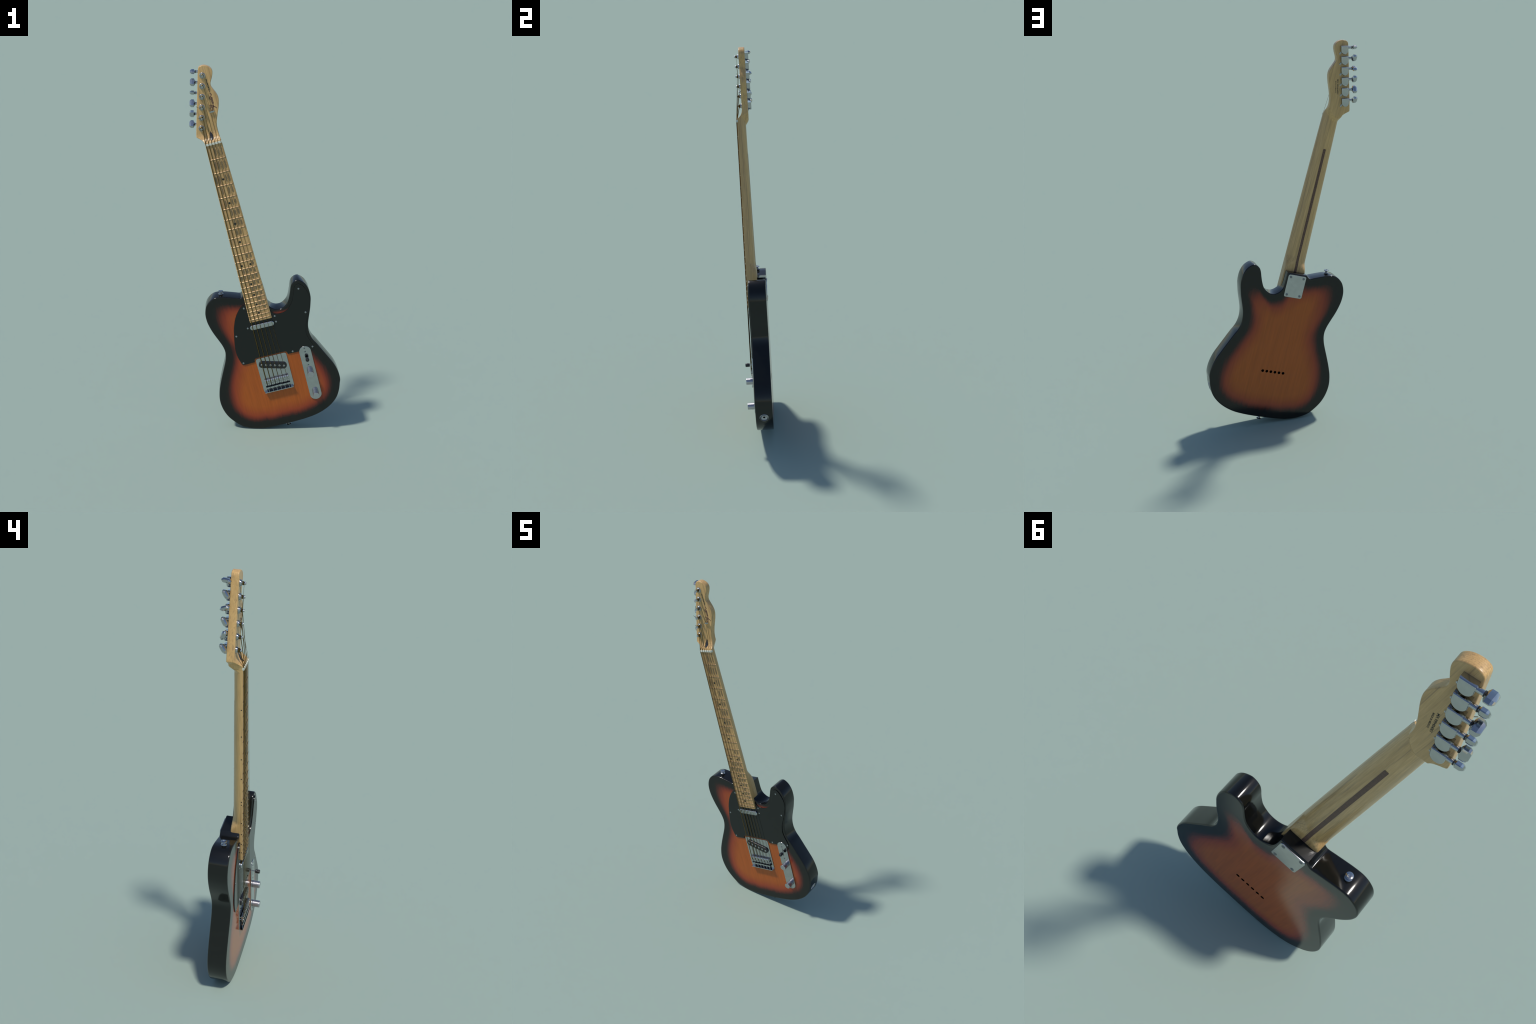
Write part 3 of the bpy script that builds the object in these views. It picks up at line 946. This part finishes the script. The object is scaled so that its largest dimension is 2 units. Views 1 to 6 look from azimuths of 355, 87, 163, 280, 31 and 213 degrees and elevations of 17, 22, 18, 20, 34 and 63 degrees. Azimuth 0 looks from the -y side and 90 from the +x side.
def build_controls(mats):
    cx = 0.1874
    plate = add("control_plate", prism(stadium(cx, -1.5045, cx, -1.2378, 0.0322, 18), 0.0002, 0.0058, 0.0, 0.0012, 3, "control_plate"), mats["chrome"], None, 30)
    s = screw_mesh(0.0046, 0.0014, "plate_screw")
    for y in (-1.2175, -1.2375, -1.3195, -1.5270):
        place(s, "plate_screw", mats["screw_dark"], plate, (cx, y, 0.0057))
    add("switch_dark_strip", prism(rounded(cx - 0.0013, cx + 0.0013, -1.3025, -1.2490, 0.0012, 3), 0.0050, 0.0061, 0, 0, 1, "switch_dark_strip"), mats["hole"], plate)  # dark strip laid on the plate in place of an opening
    lever = add("switch_lever", prism(rounded(-0.0022, 0.0022, -0.0016, 0.0016, 0.0010, 3), 0.0, 0.020, 0, 0, 1, "switch_lever", Matrix.Translation((cx + 0.0012, -1.2755, 0.0025))), mats["chrome"], plate)
    tip = turned([(0, 0), (0.0086, 0), (0.0094, 0.0010), (0.0100, 0.016), (0.0098, 0.0200), (0.0084, 0.0222), (0.0050, 0.0230), (0, 0.0231)], 28, Matrix.Translation((cx + 0.0018, -1.2757, 0.0182)), "switch_tip")
    add("switch_tip", tip, mats["black"], lever)
    knob = turned([(0, 0), (0.0170, 0), (0.0177, 0.0004), (0.01785, 0.0012), (0.0178, 0.0040), (0.0176, 0.015), (0.0174, 0.026), (0.0173, 0.0328), (0.0172, 0.0342), (0.0169, 0.0351), (0.0163, 0.0355), (0.0152, 0.0356), (0, 0.0356)], 48, None, "control_knob")
    wash = turned([(0, 0), (0.0125, 0), (0.0125, 0.0016), (0, 0.0016)], 32, None, "knob_washer")
    for y in (-1.3630, -1.4962):
        k = place(knob, "control_knob", mats["satin"], plate, (cx + 0.0010, y, 0.0060))
        place(wash, "knob_washer", mats["chrome"], k, (0, 0, -0.001))
    return plate

def build_back_plate(mats):
    p = add("neck_plate", prism(rounded(-0.0532, 0.0456, -0.9630, -0.8415, 0.0085, 6), BODY_BACK - 0.0038, BODY_BACK - 0.0002, 0.0010, 0.0, 3, "neck_plate"), mats["chrome"], None, 30)
    s = screw_mesh(0.0066, 0.0020, "plate_bolt")
    for x in (-0.0396, 0.0317):
        for y in (-0.8545, -0.9500):
            place(s, "plate_bolt", mats["screw_dark"], p, (x, y, BODY_BACK - 0.0037), (0, 0, -1))
    return p

def build_fittings(mats):
    m = turned([(0, -0.004), (0.0056, -0.004), (0.0056, 0.0085), (0.0128, 0.0098), (0.0136, 0.0112), (0.0128, 0.0128), (0.0066, 0.0160),
                (0.0054, 0.0180), (0.0060, 0.0202), (0.0118, 0.0238), (0.0136, 0.0256), (0.0133, 0.0274), (0.0105, 0.0288), (0.0055, 0.0292), (0.0042, 0.0280), (0, 0.0278)], 32, None, "strap_button")
    place(m, "strap_button", mats["chrome"], None, (-0.1760, -0.8225, -0.0420), (0.19, 0.98, 0))
    place(m, "strap_button", mats["chrome"], None, (-0.0015, -1.6480, -0.0420), (0, -1, 0))
    cup = turned([(0.0190, -0.012), (0.0190, -0.004), (0.0198, 0.0004), (0.0225, 0.0016), (0.0238, 0.0004), (0.0238, -0.004)], 40, None, "jack_cup")
    j = place(cup, "jack_cup", mats["satin"], None, JACK, JACK_N, (0, 0, 1))
    face = turned([(0.0188, 0.0), (0.0170, -0.0035), (0.0120, -0.0050), (0.0112, -0.0032), (0.0068, -0.0030), (0.0060, -0.0036), (0.0058, -0.012)], 40, None, "jack_socket")
    place(face, "jack_socket", mats["satin"], j, (0, 0, 0))
    place(turned([(0.0060, -0.006), (0, -0.006)], 20, None, "jack_dark_disc"), "jack_dark_disc", mats["hole"], j, (0, 0, 0))  # black disc added as the darkness inside the socket

def text_mesh(body, size, depth, shear=0.0, spacing=1.0, offset=0.0, align="LEFT"):
    cu = bpy.data.curves.new("lettering", "FONT")
    cu.body, cu.size, cu.extrude, cu.shear = body, size, depth, shear
    cu.space_character, cu.offset, cu.align_x = spacing, offset, align
    o = bpy.data.objects.new("lettering", cu)
    bpy.context.scene.collection.objects.link(o)
    bpy.context.view_layer.update()
    me = bpy.data.meshes.new_from_object(o.evaluated_get(bpy.context.evaluated_depsgraph_get()))
    bpy.data.objects.remove(o)
    bpy.data.curves.remove(cu)
    return me

def fit_text(me, length, height):
    xs = [v.co.x for v in me.vertices]
    ys = [v.co.y for v in me.vertices]
    sx, sy = length / (max(xs) - min(xs)), height / (max(ys) - min(ys))
    x0, y0 = min(xs), min(ys)
    for v in me.vertices:
        v.co.x, v.co.y = (v.co.x - x0) * sx, (v.co.y - y0) * sy

def build_lettering(mats, head):
    def letter(text, start, end, height, back, mat, name, **kw):
        me = text_mesh(text, 0.01, 0.0002, **kw)
        a, b = Vector((*start, 0)), Vector((*end, 0))
        fit_text(me, (b - a).length, height)
        z = Vector((0, 0, -1 if back else 1))
        m = frame((a.x, a.y, HEAD_BACK if back else HEAD_FRONT), z, b - a)
        o = add(name, me, mat, head, 0)
        o.matrix_local = m
        return o
    letter("TELECASTER", (0.0490, 0.2490), (0.0475, 0.3155), 0.0062, False, mats["ink"], "model_lettering", spacing=1.2, offset=0.0006)
    letter("ender", (0.0520, 0.1870), (0.0518, 0.2290), 0.0140, False, mats["logo"], "script_lettering", shear=0.35, spacing=0.9, offset=0.0007)
    # large swash capital and tail drawn as strokes
    z = HEAD_FRONT + 0.0002
    strokes = [[(0.0285, 0.1640), (0.0300, 0.1720), (0.0365, 0.1745), (0.0400, 0.1690), (0.0395, 0.1620), (0.0345, 0.1580), (0.0300, 0.1600)],
               [(0.0310, 0.1760), (0.0300, 0.1850), (0.0345, 0.1840), (0.0420, 0.1780), (0.0500, 0.1730), (0.0580, 0.1660), (0.0600, 0.1620)],
               [(0.0420, 0.1680), (0.0460, 0.1760), (0.0470, 0.1850)],
               [(0.0430, 0.2260), (0.0385, 0.2240), (0.0370, 0.2170), (0.0400, 0.2130)],
               [(0.0470, 0.2290), (0.0500, 0.2330), (0.0475, 0.2400), (0.0450, 0.2440)]]
    b = bmesh.new()
    for st in strokes:
        pts = spline(st, closed=False, sub=6)
        n = len(pts)
        prev = None
        for i, q in enumerate(pts):
            t = pts[min(i + 1, n - 1)] - pts[max(i - 1, 0)]
            t = t / np.linalg.norm(t)
            w = 0.0017 + 0.0010 * math.sin(math.pi * i / (n - 1))
            nrm = np.array((-t[1], t[0])) * w
            cur = [b.verts.new((q[0] + nrm[0], q[1] + nrm[1], z)), b.verts.new((q[0] - nrm[0], q[1] - nrm[1], z))]
            if prev:
                b.faces.new((prev[0], prev[1], cur[1], cur[0]))
            prev = cur
    ret = bmesh.ops.extrude_face_region(b, geom=b.faces[:])
    bmesh.ops.translate(b, verts=[v for v in ret["geom"] if isinstance(v, bmesh.types.BMVert)], vec=(0, 0, -0.0006))
    add("script_flourish", from_bm(b, "script_flourish"), mats["logo"], head, 0)
    letter("MX 999404001", (0.0302, 0.1850), (0.0128, 0.1135), 0.0072, True, mats["ink"], "serial_lettering", offset=0.0002)
    letter("MADE IN MEXICO", (0.0372, 0.1752), (0.0228, 0.1172), 0.0048, True, mats["ink"], "origin_lettering", offset=0.0002)

def main():
    global ROOT
    ROOT = bpy.data.objects.new("electric_guitar", None)
    bpy.context.scene.collection.objects.link(ROOT)
    ROOT.empty_display_size = 0.2
    ROOT["label"] = "sunburst six-string solid body electric guitar with maple neck"
    ROOT["category"] = "electric guitar"
    rot = Matrix((AX, AY, AZ)).transposed().to_4x4()
    ROOT.matrix_world = Matrix.Translation(POSE + POSE_SHIFT) @ rot @ Matrix.Rotation(TILT, 4, "X") @ Matrix.Scale(POSE_SCALE, 4)

    mats = dict(
        burst=burst_material(),
        maple=maple_material("maple"),
        board=maple_material("worn_maple_fretboard", True),
        chrome=plain("chrome", (0.46, 0.465, 0.47), 0.10, 1.0, mottle=0.05, scale=40),
        satin=plain("satin_nickel", (0.47, 0.465, 0.49), 0.34, 1.0, mottle=0.06, scale=80),
        screw=plain("screw_steel", (0.36, 0.37, 0.38), 0.30, 1.0),
        screw_dark=plain("tarnished_steel", (0.20, 0.21, 0.23), 0.28, 1.0),
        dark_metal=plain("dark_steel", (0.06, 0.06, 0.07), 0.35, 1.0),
        pole=plain("pole_steel", (0.42, 0.43, 0.43), 0.35, 1.0),
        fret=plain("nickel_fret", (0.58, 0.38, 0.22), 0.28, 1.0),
        bronze=plain("bronze_string", (0.17, 0.112, 0.036), 0.40, 1.0, mottle=0.2, scale=300),
        guard=plain("black_plastic", (0.0062, 0.0070, 0.0066), 0.13, 0.0, 0.44, mottle=0.08, scale=200),
        black=plain("black_bakelite", (0.014, 0.014, 0.016), 0.30, 0.0, mottle=0.3, scale=300),
        rubber=plain("dark_collar", (0.02, 0.018, 0.016), 0.4),
        bone=plain("bone", (0.64, 0.64, 0.54), 0.35, mottle=0.08, scale=120),
        dot=plain("black_inlay", (0.012, 0.014, 0.013), 0.3),
        walnut=plain("walnut", (0.135, 0.072, 0.050), 0.42, 0.0, 0.3, mottle=0.25, scale=150),
        truss_dark=plain("truss_recess_dark", (0.018, 0.017, 0.024), 0.35, mottle=0.2, scale=200),
        ink=plain("black_ink", (0.020, 0.016, 0.010), 0.5),
        logo=plain("brown_ink", (0.175, 0.090, 0.055), 0.45, mottle=0.25, scale=500),
        hole=plain("opening_black", (0.002, 0.002, 0.002), 0.9, spec=0.0),  # flat black painted on for the dark inside of openings
    )
    build_body(mats)
    build_neck(mats)
    head = build_headstock(mats)
    build_tuners(mats, head)
    build_guard(mats)
    build_neck_pickup(mats)
    build_bridge(mats)
    build_controls(mats)
    build_back_plate(mats)
    build_fittings(mats)
    build_strings(mats)
    build_lettering(mats, head)
    flatten()
    seat()

def flatten():
    """Keep the tree to guitar > part > sub-part."""
    bpy.context.view_layer.update()
    for o in list(bpy.data.objects):
        chain, q = [], o
        while q.parent:
            q = q.parent
            chain.append(q)
        if len(chain) > 2:
            top, m = chain[-2], o.matrix_world.copy()
            o.parent = top
            o.matrix_parent_inverse = Matrix()
            o.matrix_local = top.matrix_world.inverted() @ m

def seat():
    """Rest the lowest point on z = 0 and make the guitar exactly 2 m tall."""
    bpy.context.view_layer.update()
    lo, hi = 1e9, -1e9
    for o in bpy.data.objects:
        if o.type == "MESH" and len(o.data.vertices):
            co = np.empty(len(o.data.vertices) * 3)
            o.data.vertices.foreach_get("co", co)
            m = np.array(o.matrix_world)
            z = co.reshape(-1, 3) @ m[2, :3] + m[2, 3]
            lo, hi = min(lo, z.min()), max(hi, z.max())
    k = 2.0 / (hi - lo)
    ROOT.matrix_world = Matrix.Scale(k, 4) @ Matrix.Translation((0, 0, -lo)) @ ROOT.matrix_world

main()
